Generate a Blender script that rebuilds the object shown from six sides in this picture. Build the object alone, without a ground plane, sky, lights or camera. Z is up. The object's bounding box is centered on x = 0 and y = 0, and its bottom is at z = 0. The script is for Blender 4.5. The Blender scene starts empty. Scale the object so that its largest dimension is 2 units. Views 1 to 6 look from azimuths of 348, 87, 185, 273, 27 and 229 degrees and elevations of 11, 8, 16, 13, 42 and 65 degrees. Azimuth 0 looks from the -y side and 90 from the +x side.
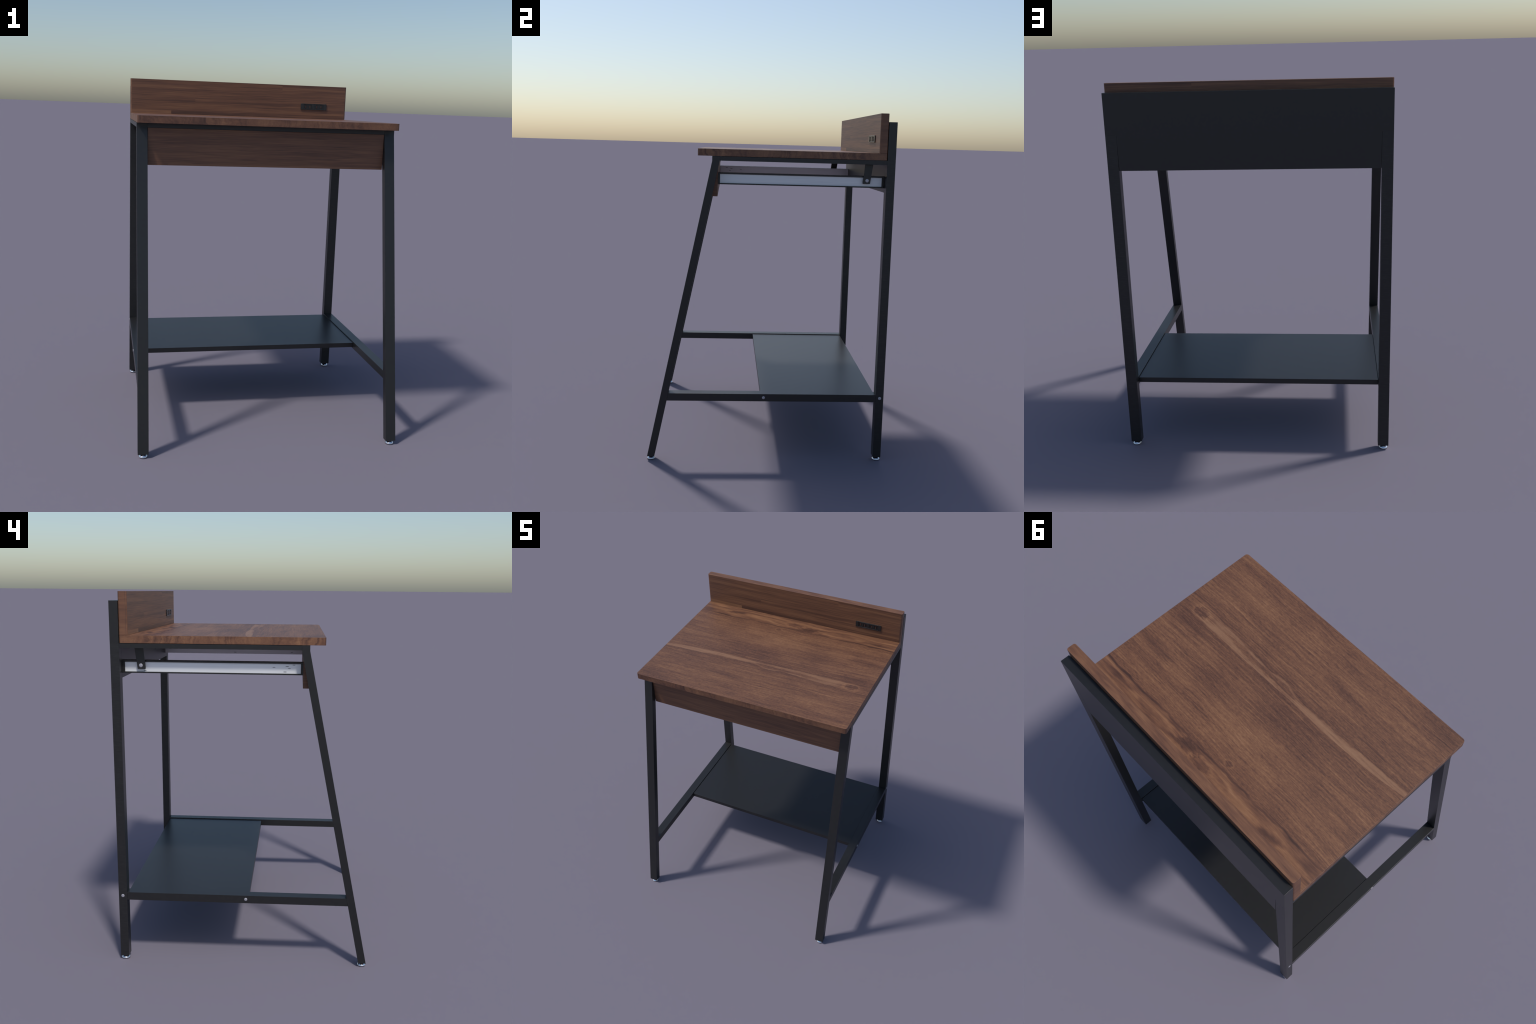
import bpy, bmesh, math, random
from mathutils import Vector, Matrix

random.seed(7)

# ------------------------------------------------------------------ node kit
class Mat:
    """Small helper that writes shader maths as expressions."""
    def __init__(self, name):
        self.m = bpy.data.materials.new(name)
        self.m.use_nodes = True
        self.nt = self.m.node_tree
        self.bsdf = next(n for n in self.nt.nodes if n.type == 'BSDF_PRINCIPLED')
        self._co = None

    def node(self, kind, **kw):
        n = self.nt.nodes.new(kind)
        for k, v in kw.items():
            setattr(n, k, v)
        return n

    def put(self, sock, v):
        if isinstance(v, (int, float)):
            sock.default_value = v
        elif isinstance(v, (tuple, list)):
            sock.default_value = tuple(v) + ((1.0,) if len(v) == 3 and sock.type == 'RGBA' else ())
        else:
            self.nt.links.new(v, sock)

    def math(self, op, a, b=0.0, c=0.0, clamp=False):
        n = self.node('ShaderNodeMath', operation=op, use_clamp=clamp)
        for i, v in enumerate((a, b, c)):
            self.put(n.inputs[i], v)
        return n.outputs[0]

    def add(self, *a):
        r = a[0]
        for v in a[1:]:
            r = self.math('ADD', r, v)
        return r
    def sub(self, a, b): return self.math('SUBTRACT', a, b)
    def mul(self, *a):
        r = a[0]
        for v in a[1:]:
            r = self.math('MULTIPLY', r, v)
        return r
    def gt(self, a, b): return self.math('GREATER_THAN', a, b)

    @property
    def co(self):
        if self._co is None:
            self._co = self.node('ShaderNodeTexCoord').outputs['Object']
        return self._co

    def xyz(self):
        s = self.node('ShaderNodeSeparateXYZ')
        self.put(s.inputs[0], self.co)
        return s.outputs[0], s.outputs[1], s.outputs[2]

    def vec(self, x, y, z):
        c = self.node('ShaderNodeCombineXYZ')
        for i, v in enumerate((x, y, z)):
            self.put(c.inputs[i], v)
        return c.outputs[0]

    def noise(self, v, scale, detail=3.0, rough=0.5, dist=0.0):
        """scale = (sx, sy, sz): stretched noise, returns 0..1 centred near 0.5"""
        mp = self.node('ShaderNodeMapping')
        self.put(mp.inputs['Vector'], v)
        mp.inputs['Scale'].default_value = scale
        n = self.node('ShaderNodeTexNoise')
        n.inputs['Scale'].default_value = 1.0
        n.inputs['Detail'].default_value = detail
        n.inputs['Roughness'].default_value = rough
        n.inputs['Distortion'].default_value = dist
        self.nt.links.new(mp.outputs[0], n.inputs['Vector'])
        return n.outputs[0]

    def smooth(self, v, lo, hi, a=0.0, b=1.0):
        n = self.node('ShaderNodeMapRange', interpolation_type='SMOOTHSTEP')
        for k, val in zip(('Value', 'From Min', 'From Max', 'To Min', 'To Max'), (v, lo, hi, a, b)):
            self.put(n.inputs[k], val)
        return n.outputs[0]

    def blob(self, x, y, cx, cy, rx, ry):
        """soft elliptic spot, 1 in the middle, 0 at the rim"""
        dx = self.mul(self.sub(x, cx), 1.0 / rx)
        dy = self.mul(self.sub(y, cy), 1.0 / ry)
        d = self.math('SQRT', self.add(self.mul(dx, dx), self.mul(dy, dy)))
        return self.smooth(d, 1.0, 0.0)

    def curve(self, t, pts):
        n = self.node('ShaderNodeFloatCurve')
        c = n.mapping.curves[0]
        c.points[0].location = pts[0]
        c.points[-1].location = pts[-1]
        for p in pts[1:-1]:
            c.points.new(*p)
        n.mapping.update()
        self.put(n.inputs['Value'], t)
        return n.outputs[0]

    def ramp(self, f, stops):
        n = self.node('ShaderNodeValToRGB')
        e = n.color_ramp.elements
        while len(e) > 1:
            e.remove(e[-1])
        e[0].position, e[0].color = stops[0][0], tuple(stops[0][1]) + (1,)
        for p, c in stops[1:]:
            k = e.new(p)
            k.color = tuple(c) + (1,)
        self.put(n.inputs[0], f)
        return n.outputs[0]

    def mix(self, f, a, b):
        n = self.node('ShaderNodeMix', data_type='RGBA')
        self.put(n.inputs[0], f)
        self.put(n.inputs[6], a)
        self.put(n.inputs[7], b)
        return n.outputs[2]

    def bump(self, h, strength, distance=0.001):
        n = self.node('ShaderNodeBump')
        n.inputs['Strength'].default_value = strength
        n.inputs['Distance'].default_value = distance
        self.put(n.inputs['Height'], h)
        self.nt.links.new(n.outputs[0], self.bsdf.inputs['Normal'])

    def out(self, **kw):
        names = {'color': 'Base Color', 'rough': 'Roughness', 'metal': 'Metallic', 'spec': 'Specular IOR Level'}
        for k, v in kw.items():
            self.put(self.bsdf.inputs[names[k]], v)
        return self.m


# walnut tones, dark to light
WALNUT = [(0.0, (0.050, 0.022, 0.014)),
          (0.28, (0.098, 0.042, 0.025)),
          (0.50, (0.162, 0.072, 0.038)),
          (0.72, (0.232, 0.110, 0.054)),
          (1.0, (0.318, 0.168, 0.088))]
WOOD_ROUGH = 0.5


def desktop_wood():
    m = Mat('walnut_desktop')
    x, y, z = m.xyz()
    # gentle waviness of the grain
    wob = m.mul(m.sub(m.noise(m.co, (2.0, 6, 5), 2), 0.5), 0.05)
    yw = m.add(y, wob)
    g = m.vec(x, yw, z)
    lines = m.sub(m.noise(g, (2.6, 95, 60), 4, 0.65), 0.5)
    fine = m.sub(m.noise(g, (11, 180, 60), 4, 0.7), 0.5)
    hair = m.sub(m.noise(g, (34, 420, 60), 2, 0.6), 0.5)
    bands = m.sub(m.noise(g, (0.9, 14, 8), 3, 0.55), 0.5)
    cloud = m.sub(m.noise(m.co, (5, 11, 8), 5, 0.65), 0.5)
    mottle = m.sub(m.noise(m.co, (70, 130, 60), 3, 0.65), 0.5)
    pores = m.smooth(m.noise(g, (26, 230, 60), 2, 0.5), 0.60, 0.72)
    v = m.add(0.475, m.mul(lines, 0.68), m.mul(fine, 0.58), m.mul(hair, 0.42), m.mul(bands, 0.42),
              m.mul(cloud, 0.34), m.mul(mottle, 0.44), m.mul(pores, -0.18),
              m.mul(m.smooth(m.noise(g, (1.1, 62, 1), 2, 0.5), 0.60, 0.72), 0.10))
    # broad dark and fair clouds of the boards, frayed along the grain: x, y, rx, ry, amount
    bx = m.add(x, m.mul(m.sub(m.noise(m.co, (3, 110, 1), 3, 0.65), 0.5), 0.55))
    by = m.add(y, m.mul(m.sub(m.noise(m.co, (5, 9, 1), 3, 0.6), 0.5), 0.10))
    for cx, cy, rx, ry, k in [
            (0.29, 0.17, 0.12, 0.14, -0.20), (0.29, 0.31, 0.06, 0.07, -0.10),
            (0.61, 0.25, 0.18, 0.07, -0.17), (0.62, 0.08, 0.22, 0.08, -0.12),
            (-0.10, 0.13, 0.55, 0.09, -0.13), (-0.03, -0.28, 0.13, 0.08, -0.11),
            (-0.19, -0.19, 0.14, 0.07, -0.10), (-0.50, -0.10, 0.40, 0.06, -0.07),
            (-0.66, -0.32, 0.12, 0.09, -0.14), (0.15, -0.12, 0.5, 0.06, -0.08),
            (-0.05, 0.33, 0.40, 0.13, 0.17), (0.42, 0.35, 0.24, 0.10, 0.10),
            (0.66, 0.36, 0.16, 0.08, 0.10), (-0.60, 0.30, 0.25, 0.12, 0.08),
            (-0.40, -0.24, 0.34, 0.05, 0.11), (0.55, -0.30, 0.3, 0.08, 0.04),
            (0.50, -0.10, 0.16, 0.05, 0.06), (-0.35, 0.08, 0.28, 0.05, 0.04)]:
        v = m.add(v, m.mul(m.blob(bx, by, cx, cy, rx, ry), k * 0.68))

    # rear board: long flame-shaped growth rings closing round a knot, split off by a dark wavy line
    edge = m.add(y, m.mul(m.sub(m.noise(m.co, (5, 0, 0), 3, 0.55), 0.5), 0.05))
    rear = m.smooth(edge, 0.456, 0.466)
    line = m.mul(m.smooth(edge, 0.457, 0.465), m.smooth(edge, 0.474, 0.467))
    ky = m.sub(y, 0.508)
    kx = m.mul(m.sub(x, 0.04), 0.06)
    kd = m.math('SQRT', m.add(m.mul(kx, kx), m.mul(ky, ky)))
    rdis = m.mul(m.sub(m.noise(m.co, (3.2, 12, 4), 4, 0.55), 0.5), 0.16)
    rings = m.math('SINE', m.mul(m.add(kd, rdis), 150.0))
    flame = m.add(0.51, m.mul(rings, 0.09), m.mul(lines, 0.55), m.mul(fine, 0.35), m.mul(hair, 0.22), m.mul(cloud, 0.45),
                  m.mul(m.sub(m.noise(m.co, (3, 30, 5), 3, 0.6), 0.5), 0.60))
    fx = m.add(x, m.mul(m.sub(m.noise(m.co, (9, 60, 1), 3, 0.6), 0.5), 0.16))
    fy = m.add(y, m.mul(m.sub(m.noise(m.co, (8, 16, 1), 3, 0.6), 0.5), 0.035))
    for cx, cy, rx, ry, k in [(0.15, 0.515, 0.07, 0.020, -0.14),
                              (0.60, 0.50, 0.13, 0.022, -0.26), (0.36, 0.51, 0.12, 0.018, -0.22),
                              (-0.46, 0.525, 0.09, 0.022, -0.34), (-0.64, 0.50, 0.12, 0.025, -0.16),
                              (-0.60, 0.555, 0.12, 0.022, 0.20), (-0.22, 0.50, 0.16, 0.016, 0.18),
                              (0.25, 0.49, 0.18, 0.015, 0.18)]:
        flame = m.add(flame, m.mul(m.blob(fx, fy, cx, cy, rx, ry), k))
    # the knot: two dark lobes with a fair swirl between them and a fair collar round both
    for cx, cy, rx, ry in [(0.092, 0.505, 0.066, 0.026), (-0.005, 0.517, 0.070, 0.022)]:
        dx, dy = m.mul(m.sub(x, cx), 1 / rx), m.mul(m.sub(y, cy), 1 / ry)
        d = m.add(m.math('SQRT', m.add(m.mul(dx, dx), m.mul(dy, dy))), m.mul(mottle, 0.9), m.mul(cloud, 2.4))
        flame = m.add(flame, m.mul(m.smooth(d, 1.15, 0.50), -0.23), m.mul(m.smooth(d, 0.95, 1.15), m.smooth(d, 1.6, 1.2), 0.08))
    v = m.add(m.mul(v, m.sub(1.0, rear)), m.mul(flame, rear), m.mul(line, -0.27))

    # long fair sapwood streak: straight seam behind, wavy edge in front, forked on the right
    t = m.mul(m.add(x, 0.72), 1 / 1.44)
    def path(pts):
        return m.mul(m.sub(m.curve(t, [((px + 0.72) / 1.44, 0.5 + py * 4) for px, py in pts]), 0.5), 0.25)
    upper = path([(-0.72, -0.016), (-0.53, 0.006), (-0.28, 0.017), (-0.08, 0.015), (0.18, 0.020), (0.54, 0.023), (0.72, 0.028)])
    lower = path([(-0.72, -0.038), (-0.54, -0.033), (-0.34, -0.021), (-0.21, -0.022), (-0.10, -0.014),
                  (0.05, -0.038), (0.15, -0.028), (0.25, -0.034), (0.40, -0.043), (0.51, -0.046), (0.72, -0.05)])
    low = m.add(lower, m.mul(m.sub(m.noise(m.co, (12, 0, 0), 4, 0.6), 0.5), 0.026), m.mul(m.add(fine, hair), 0.008))
    inside = m.mul(m.smooth(m.sub(y, low), -0.004, 0.007), m.smooth(m.sub(upper, y), -0.001, 0.003))
    # dark heart between the two prongs
    mid = m.mul(m.add(upper, low), 0.5)
    core_w = m.mul(m.smooth(x, -0.12, 0.05), m.smooth(x, 0.54, 0.30), 0.014)
    wav = m.add(m.mul(m.sub(m.noise(m.co, (9, 20, 0), 4, 0.6), 0.5), 0.034), m.mul(lines, 0.010))
    offc = m.math('ABSOLUTE', m.sub(m.add(y, wav), m.add(mid, -0.004)))
    core = m.mul(m.smooth(m.sub(offc, core_w), 0.004, -0.007), m.smooth(core_w, 0.001, 0.007))
    gap = m.blob(bx, y, -0.015, 0.0, 0.10, 0.06)
    fade = m.mul(m.smooth(bx, 0.61, 0.47), m.sub(1.0, m.mul(core, 0.90)), m.sub(1.0, m.mul(gap, 0.75)))
    streak = m.mul(inside, fade, m.smooth(m.add(lines, m.mul(fine, 0.6)), -0.22, 0.02, 0.52, 0.86), m.smooth(x, 0.25, -0.20, 0.86, 1.0))
    sv = m.add(0.735, m.mul(lines, 0.40), m.mul(fine, 0.26), m.mul(mottle, 0.22), m.mul(cloud, 0.30))
    v = m.add(m.mul(v, m.sub(1.0, streak)), m.mul(sv, streak))
    # darker band in front of the streak and behind its seam
    under = m.mul(m.smooth(m.sub(low, y), -0.002, 0.004), m.smooth(m.sub(low, y), 0.045, 0.008))
    v = m.add(v, m.mul(under, -0.11))
    behind = m.sub(y, upper)
    v = m.add(v, m.mul(m.smooth(behind, -0.001, 0.001), m.smooth(behind, 0.08, 0.0), -0.08))
    # long coarse lines in the front board
    v = m.add(v, m.mul(m.smooth(y, -0.03, -0.05), m.smooth(y, -0.22, -0.10),
                       m.sub(m.noise(g, (1.5, 130, 1), 3, 0.6), 0.5), 0.45))
    # small knot at the right end of the streak, a tiny one near the rear line
    for cx, cy, rx, ry in [(0.60, -0.016, 0.042, 0.026), (-0.095, 0.425, 0.022, 0.015)]:
        dx, dy = m.mul(m.sub(x, cx), 1 / rx), m.mul(m.sub(y, cy), 1 / ry)
        d = m.add(m.math('SQRT', m.add(m.mul(dx, dx), m.mul(dy, dy))), m.mul(mottle, 1.3), m.mul(cloud, 2.2))
        v = m.add(v, m.mul(m.smooth(d, 1.1, 0.3), -0.14), m.mul(m.smooth(d, 0.8, 1.1), m.smooth(d, 1.7, 1.1), 0.12))
    v = m.add(0.49, m.mul(m.sub(v, 0.49), 1.18))
    col = m.ramp(v, WALNUT)
    # the sapwood is greyer than the heartwood
    col = m.mix(m.mul(streak, 0.35), col, (0.245, 0.142, 0.092))
    m.bump(m.add(fine, hair), 0.06)
    return m.out(color=col, rough=WOOD_ROUGH)


def edge_wood(name, along, lift=0.0):
    """end-grain-like figure on the slab's narrow sides: upright wavy rings"""
    m = Mat(name)
    x, y, z = m.xyz()
    u = x if along == 'x' else y
    warp = m.mul(m.sub(m.noise(m.vec(u, 0.0, z), (8, 1, 16), 3, 0.6), 0.5), 0.10)
    lean = m.mul(m.sub(m.noise(m.vec(u, 2.0, 0.0), (4, 1, 1), 1), 0.5), m.sub(z, 1.764), 4.0)
    su = m.add(u, warp, lean)
    rings = m.sub(m.noise(m.vec(su, 0.0, z), (62, 1, 6), 2, 0.5), 0.5)
    amp = m.smooth(m.noise(m.vec(u, 3.0, 0.0), (4, 1, 1), 2), 0.35, 0.65, 0.35, 1.25 if along == 'y' else 0.70)
    blot = m.sub(m.noise(m.vec(u, 0.0, z), (9, 1, 24), 4, 0.6), 0.5)
    fine = m.sub(m.noise(m.vec(u, 0.0, z), (260, 1, 40), 3, 0.6), 0.5)
    speck = m.sub(m.noise(m.vec(u, 1.0, z), (120, 1, 170), 2, 0.6), 0.5)
    v = m.add(0.47 + lift, m.mul(rings, amp), m.mul(blot, 0.75), m.mul(fine, 0.24), m.mul(speck, 0.26))
    if along == 'x':
        # a glued joint: the left piece is darker with a coarser figure
        left = m.smooth(u, -0.364, -0.367)
        v = m.add(v, m.mul(left, -0.10), m.mul(m.blob(u, z, -0.375, 1.765, 0.035, 0.05), left, -0.15))
    return m.out(color=m.ramp(v, WALNUT), rough=WOOD_ROUGH)


def plank_wood():
    """backboard of thin glued strips with staggered butt joints"""
    m = Mat('walnut_strips')
    x, y, z = m.xyz()
    row = 0.0
    for s in (1.8065, 1.855, 1.893, 1.948):
        row = m.add(m.gt(z, s), row)
    # butt joint of each row (quadratic-free lookup with comparisons)
    joint = -0.461
    for s, step in ((1.8065, 1.40), (1.855, 0.635 - 1.878), (1.893, -0.7), (1.948, 1.281)):
        joint = m.add(m.mul(m.gt(z, s), step), joint)
    right = m.gt(x, joint)
    ident = m.add(m.mul(row, 2.0), right)
    wn = m.node('ShaderNodeTexWhiteNoise', noise_dimensions='1D')
    m.put(wn.inputs['W'], m.add(ident, 3.7))
    rnd = m.sub(wn.outputs['Value'], 0.5)
    g = m.vec(m.add(x, m.mul(ident, 3.1)), m.mul(y, 0.3), m.add(z, m.mul(m.sub(m.noise(m.co, (3, 3, 8), 2), 0.5), 0.012)))
    fine = m.sub(m.noise(g, (5, 20, 260), 4, 0.6), 0.5)
    band = m.sub(m.noise(g, (1.1, 10, 48), 3, 0.55), 0.5)
    dark = m.smooth(m.noise(g, (3.5, 20, 150), 2, 0.5), 0.60, 0.78)
    lite = m.smooth(m.noise(g, (2.6, 30, 190), 2, 0.5), 0.62, 0.75)
    v = m.add(0.44, m.mul(rnd, 0.10), m.mul(fine, 0.85), m.mul(band, 0.75), m.mul(dark, -0.20), m.mul(lite, 0.13))
    low = m.smooth(z, 1.8070, 1.8060)
    v = m.add(v, m.mul(low, right, -0.16), m.mul(low, m.sub(1.0, right), 0.24))
    return m.out(color=m.ramp(v, WALNUT), rough=WOOD_ROUGH)


def cap_wood():
    """top edge of the backboard: long dark and fair flames"""
    m = Mat('walnut_board_edge')
    x, y, z = m.xyz()
    g = m.vec(x, m.add(y, m.mul(x, 0.03)), m.mul(z, 0.25))
    band = m.sub(m.noise(g, (7, 62, 30), 4, 0.6), 0.5)
    fine = m.sub(m.noise(g, (14, 320, 80), 3, 0.6), 0.5)
    v = m.add(0.49, m.mul(band, 0.95), m.mul(fine, 0.25))
    return m.out(color=m.ramp(v, WALNUT), rough=WOOD_ROUGH)


def board_end_wood():
    """ends of the backboard: fine level lines, a thin seam near the front"""
    m = Mat('walnut_board_end')
    x, y, z = m.xyz()
    w = m.add(z, m.mul(m.sub(m.noise(m.co, (1, 30, 12), 2), 0.5), 0.006))
    band = m.sub(m.noise(m.vec(0.0, m.mul(y, 0.2), w), (1, 30, 70), 3, 0.55), 0.5)
    fine = m.sub(m.noise(m.vec(1.0, y, w), (1, 25, 330), 3, 0.6), 0.5)
    v = m.add(0.47, m.mul(band, 0.55), m.mul(fine, 0.25))
    seam = m.mul(m.smooth(y, 0.5928, 0.5936), m.smooth(y, 0.5952, 0.5944), m.gt(-0.1, x))
    v = m.add(v, m.mul(seam, -0.35))
    return m.out(color=m.ramp(v, WALNUT), rough=WOOD_ROUGH)


def drawer_wood():
    m = Mat('walnut_drawer_front')
    x, y, z = m.xyz()
    g = m.vec(x, 0.0, m.add(z, m.mul(m.sub(m.noise(m.co, (2.2, 1, 9), 2), 0.5), 0.03)))
    fine = m.sub(m.noise(g, (5, 1, 240), 4, 0.6), 0.5)
    band = m.sub(m.noise(g, (1.6, 1, 46), 3, 0.6), 0.5)
    dark = m.smooth(m.noise(g, (4.0, 1, 130), 2, 0.5), 0.60, 0.75)
    lite = m.smooth(m.noise(g, (2.6, 30, 170), 2, 0.5), 0.62, 0.75)
    v = m.add(0.44, m.mul(fine, 0.75), m.mul(band, 0.60), m.mul(dark, -0.24), m.mul(lite, 0.12))
    strip = m.smooth(z, 1.533, 1.531)
    v = m.add(v, m.mul(strip, m.gt(x, -0.555), 0.12))
    return m.out(color=m.ramp(v, WALNUT), rough=WOOD_ROUGH)


def black_metal(name, brushed=0.0, rough=0.36):
    m = Mat(name)
    g = m.noise(m.co, (60, 60, 60), 3, 0.6)
    col = m.ramp(g, [(0.3, (0.0138, 0.0137, 0.0141)), (0.7, (0.0165, 0.0164, 0.0168))])
    if brushed:
        h = m.noise(m.co, (24, 24, 420), 3, 0.65)
        m.bump(h, brushed, 0.001)
        col = m.mix(m.smooth(h, 0.55, 0.66), col, (0.023, 0.023, 0.023))
        col = m.mix(m.smooth(h, 0.42, 0.32), col, (0.010, 0.010, 0.010))
    return m.out(color=col, rough=rough)


def plain(name, color, rough=0.4, metal=0.0, var=0.06):
    m = Mat(name)
    g = m.noise(m.co, (90, 90, 90), 2)
    a = tuple(c * (1 - var) for c in color)
    b = tuple(c * (1 + var) for c in color)
    return m.out(color=m.ramp(g, [(0.3, a), (0.7, b)]), rough=rough, metal=metal)


def pale_steel():
    m = Mat('pale_enamel')
    g = m.noise(m.co, (4, 4, 160), 3, 0.6)
    return m.out(color=m.ramp(g, [(0.3, (0.72, 0.73, 0.75)), (0.7, (0.79, 0.80, 0.81))]), rough=0.4)


TOP = desktop_wood()
EDGE_F = edge_wood('walnut_front_edge', 'x')
EDGE_S = edge_wood('walnut_side_edge', 'y', 0.04)
PLANK = plank_wood()
CAP = cap_wood()
BOARD_END = board_end_wood()
DRAWER = drawer_wood()
BLACK = black_metal('black_powder_coat')
BRUSHED = black_metal('black_brushed_steel', 0.4)
CHROME = plain('chrome', (0.80, 0.81, 0.83), 0.12, 1.0, 0.02)
SCREW = plain('zinc_screw', (0.42, 0.41, 0.45), 0.4, 0.35)
PALE = pale_steel()
HOLE = plain('dark_hole', (0.045, 0.045, 0.048), 0.6)
SLOT = plain('socket_dark', (0.006, 0.006, 0.006), 0.7)
PLASTIC = plain('black_plastic', (0.017, 0.018, 0.020), 0.27)
COPPER = plain('copper_contact', (0.105, 0.046, 0.034), 0.45, 0.2)

# ------------------------------------------------------------------ mesh kit
root = bpy.data.objects.new('standing_desk', None)
bpy.context.scene.collection.objects.link(root)
root["label"] = "tall walnut standing desk on slanted black steel legs"
root["category"] = "standing desk"


def finish(bm, name, mats, parent=root, bevel=0.0, segs=2, smooth_angle=40, pick=None, keep=None):
    bmesh.ops.recalc_face_normals(bm, faces=bm.faces)
    if bevel:
        es = [e for e in bm.edges if len(e.link_faces) == 2 and e.calc_face_angle(0) > math.radians(35)
              and not (keep and keep(e))]
        bmesh.ops.bevel(bm, geom=es, offset=bevel, segments=segs, profile=0.5, affect='EDGES', clamp_overlap=True)
    bm.normal_update()
    for f in bm.faces:
        f.smooth = True
        if pick:
            f.material_index = pick(f)
    for e in bm.edges:
        if len(e.link_faces) == 2 and e.calc_face_angle(0) > math.radians(smooth_angle):
            e.smooth = False
    me = bpy.data.meshes.new(name)
    bm.to_mesh(me)
    bm.free()
    for mt in (mats if isinstance(mats, (list, tuple)) else [mats]):
        me.materials.append(mt)
    ob = bpy.data.objects.new(name, me)
    bpy.context.scene.collection.objects.link(ob)
    ob.parent = parent
    if bevel:
        w = ob.modifiers.new('weighted_normal', 'WEIGHTED_NORMAL')
        w.mode = 'FACE_AREA'
        w.weight = 100
        w.keep_sharp = True
    return ob


def box(bm, x0, x1, y0, y1, z0, z1):
    r = bmesh.ops.create_cube(bm, size=1.0)
    for v in r['verts']:
        v.co = Vector((x0 + (v.co.x + .5) * (x1 - x0), y0 + (v.co.y + .5) * (y1 - y0), z0 + (v.co.z + .5) * (z1 - z0)))
    return r['verts']


def prism_x(bm, profile, x0, x1):
    """extrude a (y, z) outline along x"""
    a = [bm.verts.new((x0, y, z)) for y, z in profile]
    b = [bm.verts.new((x1, y, z)) for y, z in profile]
    n = len(profile)
    bm.faces.new(a)
    bm.faces.new(b)
    for i in range(n):
        bm.faces.new((a[i], a[(i + 1) % n], b[(i + 1) % n], b[i]))


def prism_z(bm, outline, z0, z1):
    a = [bm.verts.new((x, y, z0)) for x, y in outline]
    b = [bm.verts.new((x, y, z1)) for x, y in outline]
    n = len(outline)
    bm.faces.new(a)
    bm.faces.new(b)
    for i in range(n):
        bm.faces.new((a[i], a[(i + 1) % n], b[(i + 1) % n], b[i]))


def rounded(x0, x1, y0, y1, rf, rb, n=8):
    """rectangle with corner radius rf in front and rb behind"""
    pts = []
    for cx, cy, r, a0 in ((x1, y0, rf, -90), (x1, y1, rb, 0), (x0, y1, rb, 90), (x0, y0, rf, 180)):
        ox = cx - r if cx == x1 else cx + r
        oy = cy - r if cy == y1 else cy + r
        for i in range(n + 1):
            a = math.radians(a0 + 90 * i / n)
            pts.append((ox + r * math.cos(a), oy + r * math.sin(a)))
    return pts


def lathe(bm, prof, centre, n=40, axis='z'):
    rings = []
    for r, h in prof:
        ring = []
        for i in range(n):
            a = 2 * math.pi * i / n
            p = Vector((r * math.cos(a), r * math.sin(a), h))
            if axis == 'x':
                p = Vector((p.z, p.x, p.y))
            ring.append(bm.verts.new(p + Vector(centre)))
        rings.append(ring)
    for r0, r1 in zip(rings, rings[1:]):
        for i in range(n):
            bm.faces.new((r0[i], r0[(i + 1) % n], r1[(i + 1) % n], r1[i]))
    bm.faces.new(rings[0])
    bm.faces.new(rings[-1])


# ------------------------------------------------------------------ sizes
XO, XI = 0.7220, 0.6645            # outer / inner side of the steel tubes
Z_TOP, Z_SLAB = 1.7840, 1.7452     # desktop upper / lower face
Z_RAIL = 1.7200                    # underside of the rail frame
Y_BACK0, Y_BACK1 = 0.6328, 0.6790  # rear leg
Z_FOOT = 0.0205

# desktop --------------------------------------------------------------
bm = bmesh.new()
prism_z(bm, rounded(-0.7224, 0.7224, -0.4108, 0.6320, 0.014, 0.010, 5), Z_SLAB, Z_TOP)
def slab_pick(f):
    n = f.normal
    if abs(n.z) > 0.6:
        return 0
    return 2 if abs(n.x) > abs(n.y) else 1
finish(bm, 'desktop', [TOP, EDGE_F, EDGE_S], bevel=0.0012, pick=slab_pick)

# backboard ------------------------------------------------------------
bm = bmesh.new()
prism_z(bm, rounded(-0.7225, 0.7225, 0.5865, 0.6325, 0.010, 0.010, 5), Z_TOP + 0.0006, 2.0000)
backboard = finish(bm, 'backboard', [PLANK, CAP, BOARD_END], bevel=0.0008,
                   pick=lambda f: 1 if f.normal.z > 0.6 else (2 if abs(f.normal.x) > 0.4 else 0))

# power outlet in the backboard ----------------------------------------
ox0, ox1, oz0, oz1 = 0.4079, 0.5853, 1.8425, 1.8825
yf = 0.5865
bm = bmesh.new()
box(bm, ox0, ox1, yf - 0.0025, yf + 0.001, oz0, oz1)                      # back plate
for a, b, c, d in ((ox0, ox0 + 0.019, oz0, oz1), (ox1 - 0.019, ox1, oz0, oz1),
                   (ox0 + 0.0192, ox1 - 0.0192, oz0, oz0 + 0.0055), (ox0 + 0.0192, ox1 - 0.0192, oz1 - 0.0045, oz1),
                   (0.4855, 0.5030, oz0 + 0.0057, oz1 - 0.0047)):
    box(bm, a, b, yf - 0.0055, yf - 0.0026, c, d)
outlet = finish(bm, 'power_outlet', PLASTIC, bevel=0.0006, segs=1)
bm = bmesh.new()
slots, contacts = bmesh.new(), bmesh.new()
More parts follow.
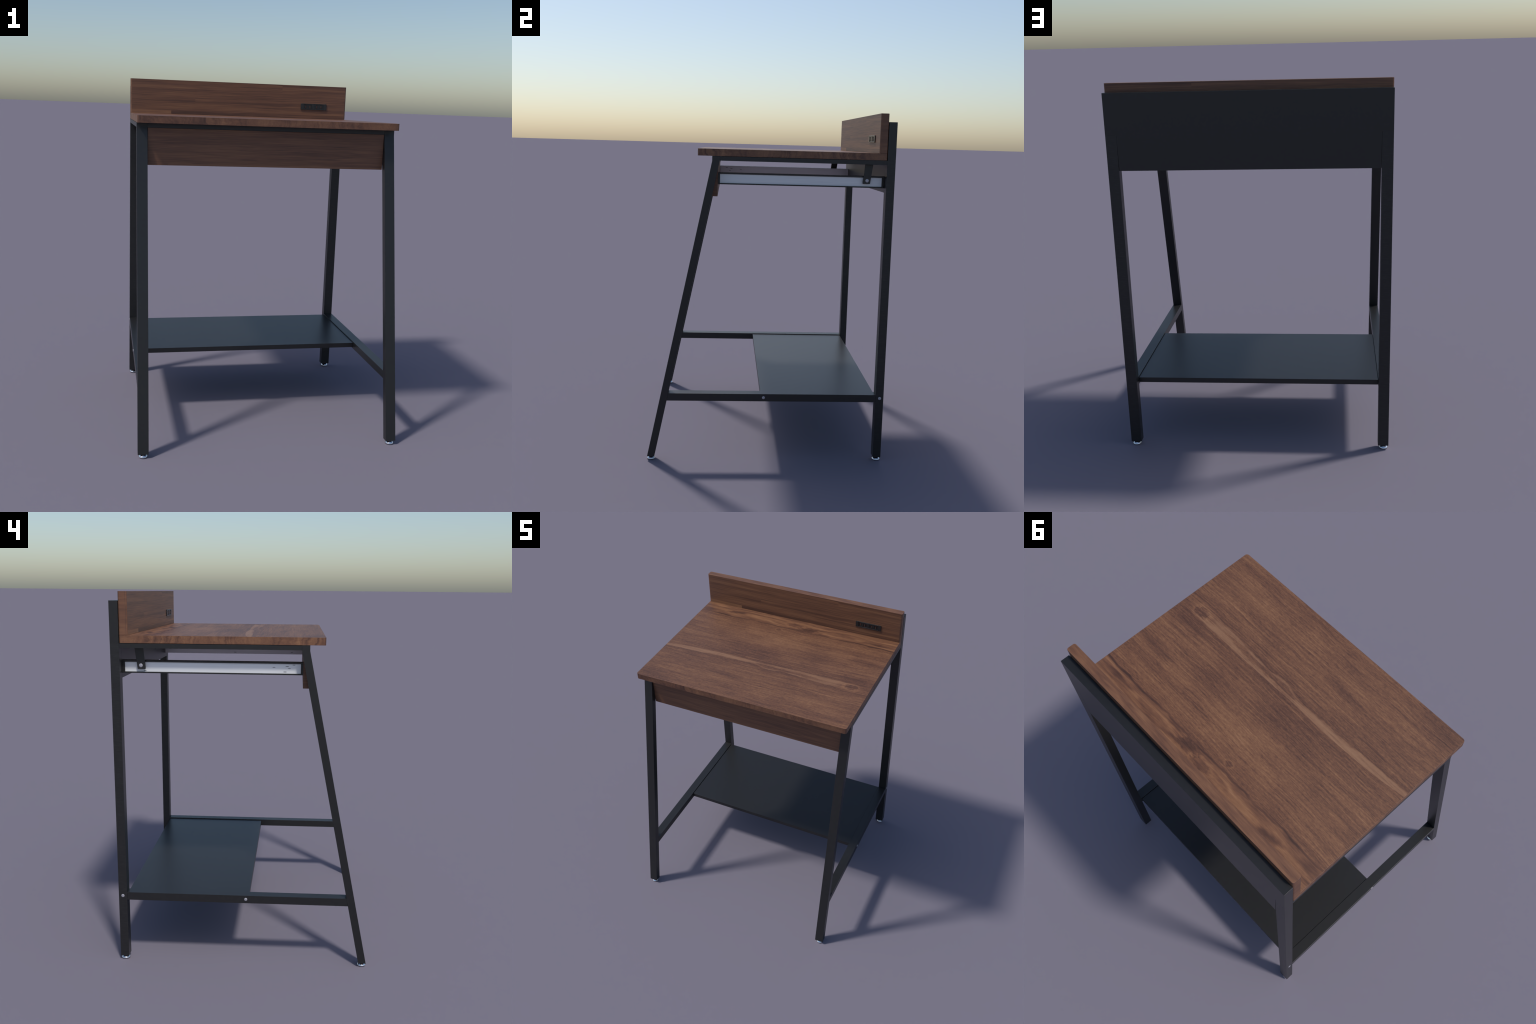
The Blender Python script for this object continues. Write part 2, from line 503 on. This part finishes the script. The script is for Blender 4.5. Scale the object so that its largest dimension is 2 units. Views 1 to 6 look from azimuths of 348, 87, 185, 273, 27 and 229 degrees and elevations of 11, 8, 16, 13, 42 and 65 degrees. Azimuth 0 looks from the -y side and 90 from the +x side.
for cx in (0.4565, 0.5335):
    # raised socket face, wider at the top than between the slots
    box(bm, cx - 0.0235, cx + 0.0235, yf - 0.0046, yf - 0.0026, 1.8745, 1.8775)
    box(bm, cx - 0.0040, cx + 0.0040, yf - 0.0049, yf - 0.0026, 1.8485, 1.8743)
    for s in (-1, 1):
        sx = cx + s * 0.0148
        box(bm, sx + s * 0.0066 - 0.0014, sx + s * 0.0066 + 0.0014, yf - 0.0046, yf - 0.0026, 1.8550, 1.8743)
        vs = box(slots, sx - 0.0048, sx + 0.0048, yf - 0.0030, yf - 0.0020, 1.8515, 1.8715)
        for v in vs:
            if v.co.z > 1.86:
                v.co.x = sx + (v.co.x - sx) * 0.45
        box(contacts, sx - 0.0018, sx + 0.0018, yf - 0.0044, yf - 0.0031, 1.8535, 1.8700)
finish(bm, 'socket_face', PLASTIC, outlet, bevel=0.0004, segs=1)
finish(slots, 'socket_slot', SLOT, outlet)
finish(contacts, 'socket_contact', COPPER, outlet)

# steel frame ----------------------------------------------------------
yl0, yl1 = -0.3320, -0.2910                     # front leg, at the top
yb0, yb1 = -0.6785, -0.6370                     # front leg, at the floor
def leg_back(z):                                # rear face of the slanted leg
    return yb1 + (z - Z_FOOT) * (yl1 - yb1) / (1.7185 - Z_FOOT)

foot_profile = [(0.0215, 0.0), (0.0236, 0.0016), (0.0240, 0.0040), (0.0225, 0.0072), (0.0135, 0.0170), (0.0110, 0.0185), (0.0110, 0.0204)]
foot_mesh = None
def add_foot(leg, x, y):
    global foot_mesh
    if foot_mesh is None:
        b = bmesh.new()
        lathe(b, foot_profile, (0, 0, 0), 48)
        o = finish(b, 'foot', CHROME, leg, smooth_angle=60)
        foot_mesh = o.data
    else:
        o = bpy.data.objects.new('foot', foot_mesh)
        bpy.context.scene.collection.objects.link(o)
        o.parent = leg
    o.location = (x, y, 0)

screw_mesh = {}
def add_screw(parent, x, y, z, r):
    s = 1 if x > 0 else -1
    key = (s, r)
    if key not in screw_mesh:
        b = bmesh.new()
        lathe(b, [(r, 0.0), (r, s * 0.0012), (r * 0.8, s * 0.0022), (r * 0.35, s * 0.0026)], (0, 0, 0), 24, 'x')
        o = finish(b, 'screw', SCREW, parent, smooth_angle=60)
        screw_mesh[key] = o.data
    else:
        o = bpy.data.objects.new('screw', screw_mesh[key])
        bpy.context.scene.collection.objects.link(o)
        o.parent = parent
    o.location = (x, y, z)

# slot holes in the runners: y, z, half length, on which face ('o' outer, 'i' inner)
SLOTS = {-1: [(0.515, 1.6010, 0.0085, 'o'), (-0.150, 1.6275, 0.008, 'oi'), (-0.207, 1.6045, 0.009, 'oi'),
              (-0.218, 1.6330, 0.009, 'oi'), (-0.229, 1.6215, 0.008, 'oi'), (-0.252, 1.6400, 0.008, 'oi')],
         1: [(0.155, 1.5990, 0.009, 'i'), (-0.230, 1.6010, 0.008, 'i')]}

for s in (-1, 1):
    xa, xb = sorted((s * XI, s * XO))
    # slanted front leg with a short upright head
    bm = bmesh.new()
    prism_x(bm, [(yl0, Z_SLAB - 0.0008), (yl0, 1.7178), (yb0, Z_FOOT), (yb1, Z_FOOT), (yl1, 1.7185), (yl1, Z_SLAB - 0.0008)], xa, xb)
    leg = finish(bm, 'leg', BLACK, bevel=0.0012)
    add_foot(leg, s * 0.6930, -0.6568)
    # upright rear leg
    bm = bmesh.new()
    box(bm, xa, xb, Y_BACK0, Y_BACK1, Z_FOOT, 1.7440)
    leg = finish(bm, 'leg', BRUSHED, bevel=0.0012,        # top stays sharp: it is welded to the panel
                 keep=lambda e: max(v.co.z for v in e.verts) > 1.7 and min(v.co.z for v in e.verts) > 1.7)
    add_foot(leg, s * 0.6955, 0.6565)
    add_screw(leg, s * XO, 0.6562, 0.3793, 0.0088)
    # rail under the desktop side
    bm = bmesh.new()
    box(bm, xa, xb, yl1, Y_BACK0, Z_RAIL, Z_SLAB - 0.0018)
    rail = finish(bm, 'side_rail', BLACK, bevel=0.0005)
    # low stretcher between the legs
    bm = bmesh.new()
    z0, z1 = 0.3560, 0.3995
    prism_x(bm, [(leg_back(z0), z0), (Y_BACK0, z0), (Y_BACK0, z1), (leg_back(z1), z1)], xa, xb)
    st = finish(bm, 'stretcher', BLACK, bevel=0.0010)
    add_screw(st, s * XO, -0.0165, 0.3785, 0.0085)
    # drawer runner: shallow black channel with a pale face, slotted
    bm = bmesh.new()
    ya, yb = -0.2995, 0.6445
    zr0, zr1 = 1.5890, 1.6545
    xi, xw, xl = s * 0.6200, s * 0.6560, s * 0.6620
    def bx(p, q, *r):
        box(bm, min(p, q), max(p, q), *r)
    bx(xi, xw - s * 0.001, ya + 0.0005, yb - 0.0005, zr0 + 0.0003, zr1 - 0.0003)
    bx(xi + s * 0.0002, xl, ya, yb, zr1 - 0.0085, zr1)
    bx(xi + s * 0.0002, xl, ya, yb, zr0, zr0 + 0.0068)
    bx(xi + s * 0.0002, xl, ya, ya + 0.0115, zr0 + 0.0070, zr1 - 0.0087)
    bx(xi + s * 0.0002, xl, yb - 0.0255, yb, zr0 + 0.0070, zr1 - 0.0087)
    runner = finish(bm, 'drawer_runner', [BLACK, PALE], bevel=0.0005, segs=1,
                    pick=lambda f: 1 if f.normal.x * s < -0.9 and abs(f.calc_center_median().x) < 0.6215 else 0)
    bm = bmesh.new()
    bx(xw - s * 0.0009, xw, ya + 0.0117, yb - 0.0257, zr0 + 0.0070, zr1 - 0.0087)
    finish(bm, 'runner_face', PALE, runner)
    bm = bmesh.new()
    for y, z, w, faces in SLOTS[s]:
        n = 16
        for xs, sg in [(xw, s)] * ('o' in faces) + [(xi, -s)] * ('i' in faces):
            ring = [(xs + sg * 0.0006, y + w * math.cos(2 * math.pi * i / n), z + w * 0.16 * math.sin(2 * math.pi * i / n)) for i in range(n)]
            f0 = [bm.verts.new(p) for p in ring]
            f1 = [bm.verts.new((xs - sg * 0.0003, p[1], p[2])) for p in ring]
            bm.faces.new(f0)
            bm.faces.new(f1)
            for i in range(n):
                bm.faces.new((f0[i], f0[(i + 1) % n], f1[(i + 1) % n], f1[i]))
    o = finish(bm, 'runner_slot', HOLE, runner)
    o["kind"] = "stuff"
    # leaning strap that hangs the runner from the rail
    bm = bmesh.new()
    pa, pb = sorted((s * 0.6665, s * 0.6735))
    prism_x(bm, [(0.5195, Z_RAIL + 0.002), (0.5090, 1.6200), (0.5098, 1.6105), (0.5500, 1.6112), (0.5643, Z_RAIL + 0.002)], pa, pb)
    strap = finish(bm, 'hanger_strap', BLACK, bevel=0.0006, segs=1)
    add_screw(strap, s * 0.6735, 0.5330, 1.6295, 0.0095)
    # spacer that carries the runner on the strap
    bm = bmesh.new()
    a, b = sorted((s * 0.6562, s * 0.6663))
    box(bm, a, b, 0.5260, 0.5400, 1.6230, 1.6360)
    finish(bm, 'strap_spacer', BLACK, strap)

bm = bmesh.new()
box(bm, -XI, XI, yl0 + 0.0006, yl1, Z_RAIL - 0.0005, Z_SLAB - 0.0008)
finish(bm, 'front_rail', BLACK, bevel=0.0010)

# drawer front between the front legs -----------------------------------
bm = bmesh.new()
box(bm, -XI + 0.0012, XI - 0.0012, -0.3302, -0.3000, 1.5215, Z_RAIL - 0.0010)
finish(bm, 'drawer_front', DRAWER, bevel=0.0010)

# steel back panel: full width above, let in between the legs below ------
bm = bmesh.new()
outline = [(-XO, 1.7442), (-XO, 1.9543), (XO, 1.9543), (XO, 1.7442), (XI - 0.0002, 1.7442), (XI - 0.0018, 1.5645), (-XI + 0.0018, 1.5645), (-XI + 0.0002, 1.7442)]
a = [bm.verts.new((x, Y_BACK0 + 0.0002, z)) for x, z in outline]
b = [bm.verts.new((x, Y_BACK1, z)) for x, z in outline]
bm.faces.new(a)
bm.faces.new(b)
for i in range(8):
    bm.faces.new((a[i], a[(i + 1) % 8], b[(i + 1) % 8], b[i]))
finish(bm, 'back_panel', BLACK, bevel=0.0010,
       keep=lambda e: min(v.co.z for v in e.verts) < 1.75 and (max(v.co.z for v in e.verts) < 1.75))

# lower shelf ------------------------------------------------------------
bm = bmesh.new()
box(bm, -XI + 0.0012, XI - 0.0012, -0.0330, 0.6290, 0.3655, 0.3943)
finish(bm, 'shelf', BLACK, bevel=0.0010)
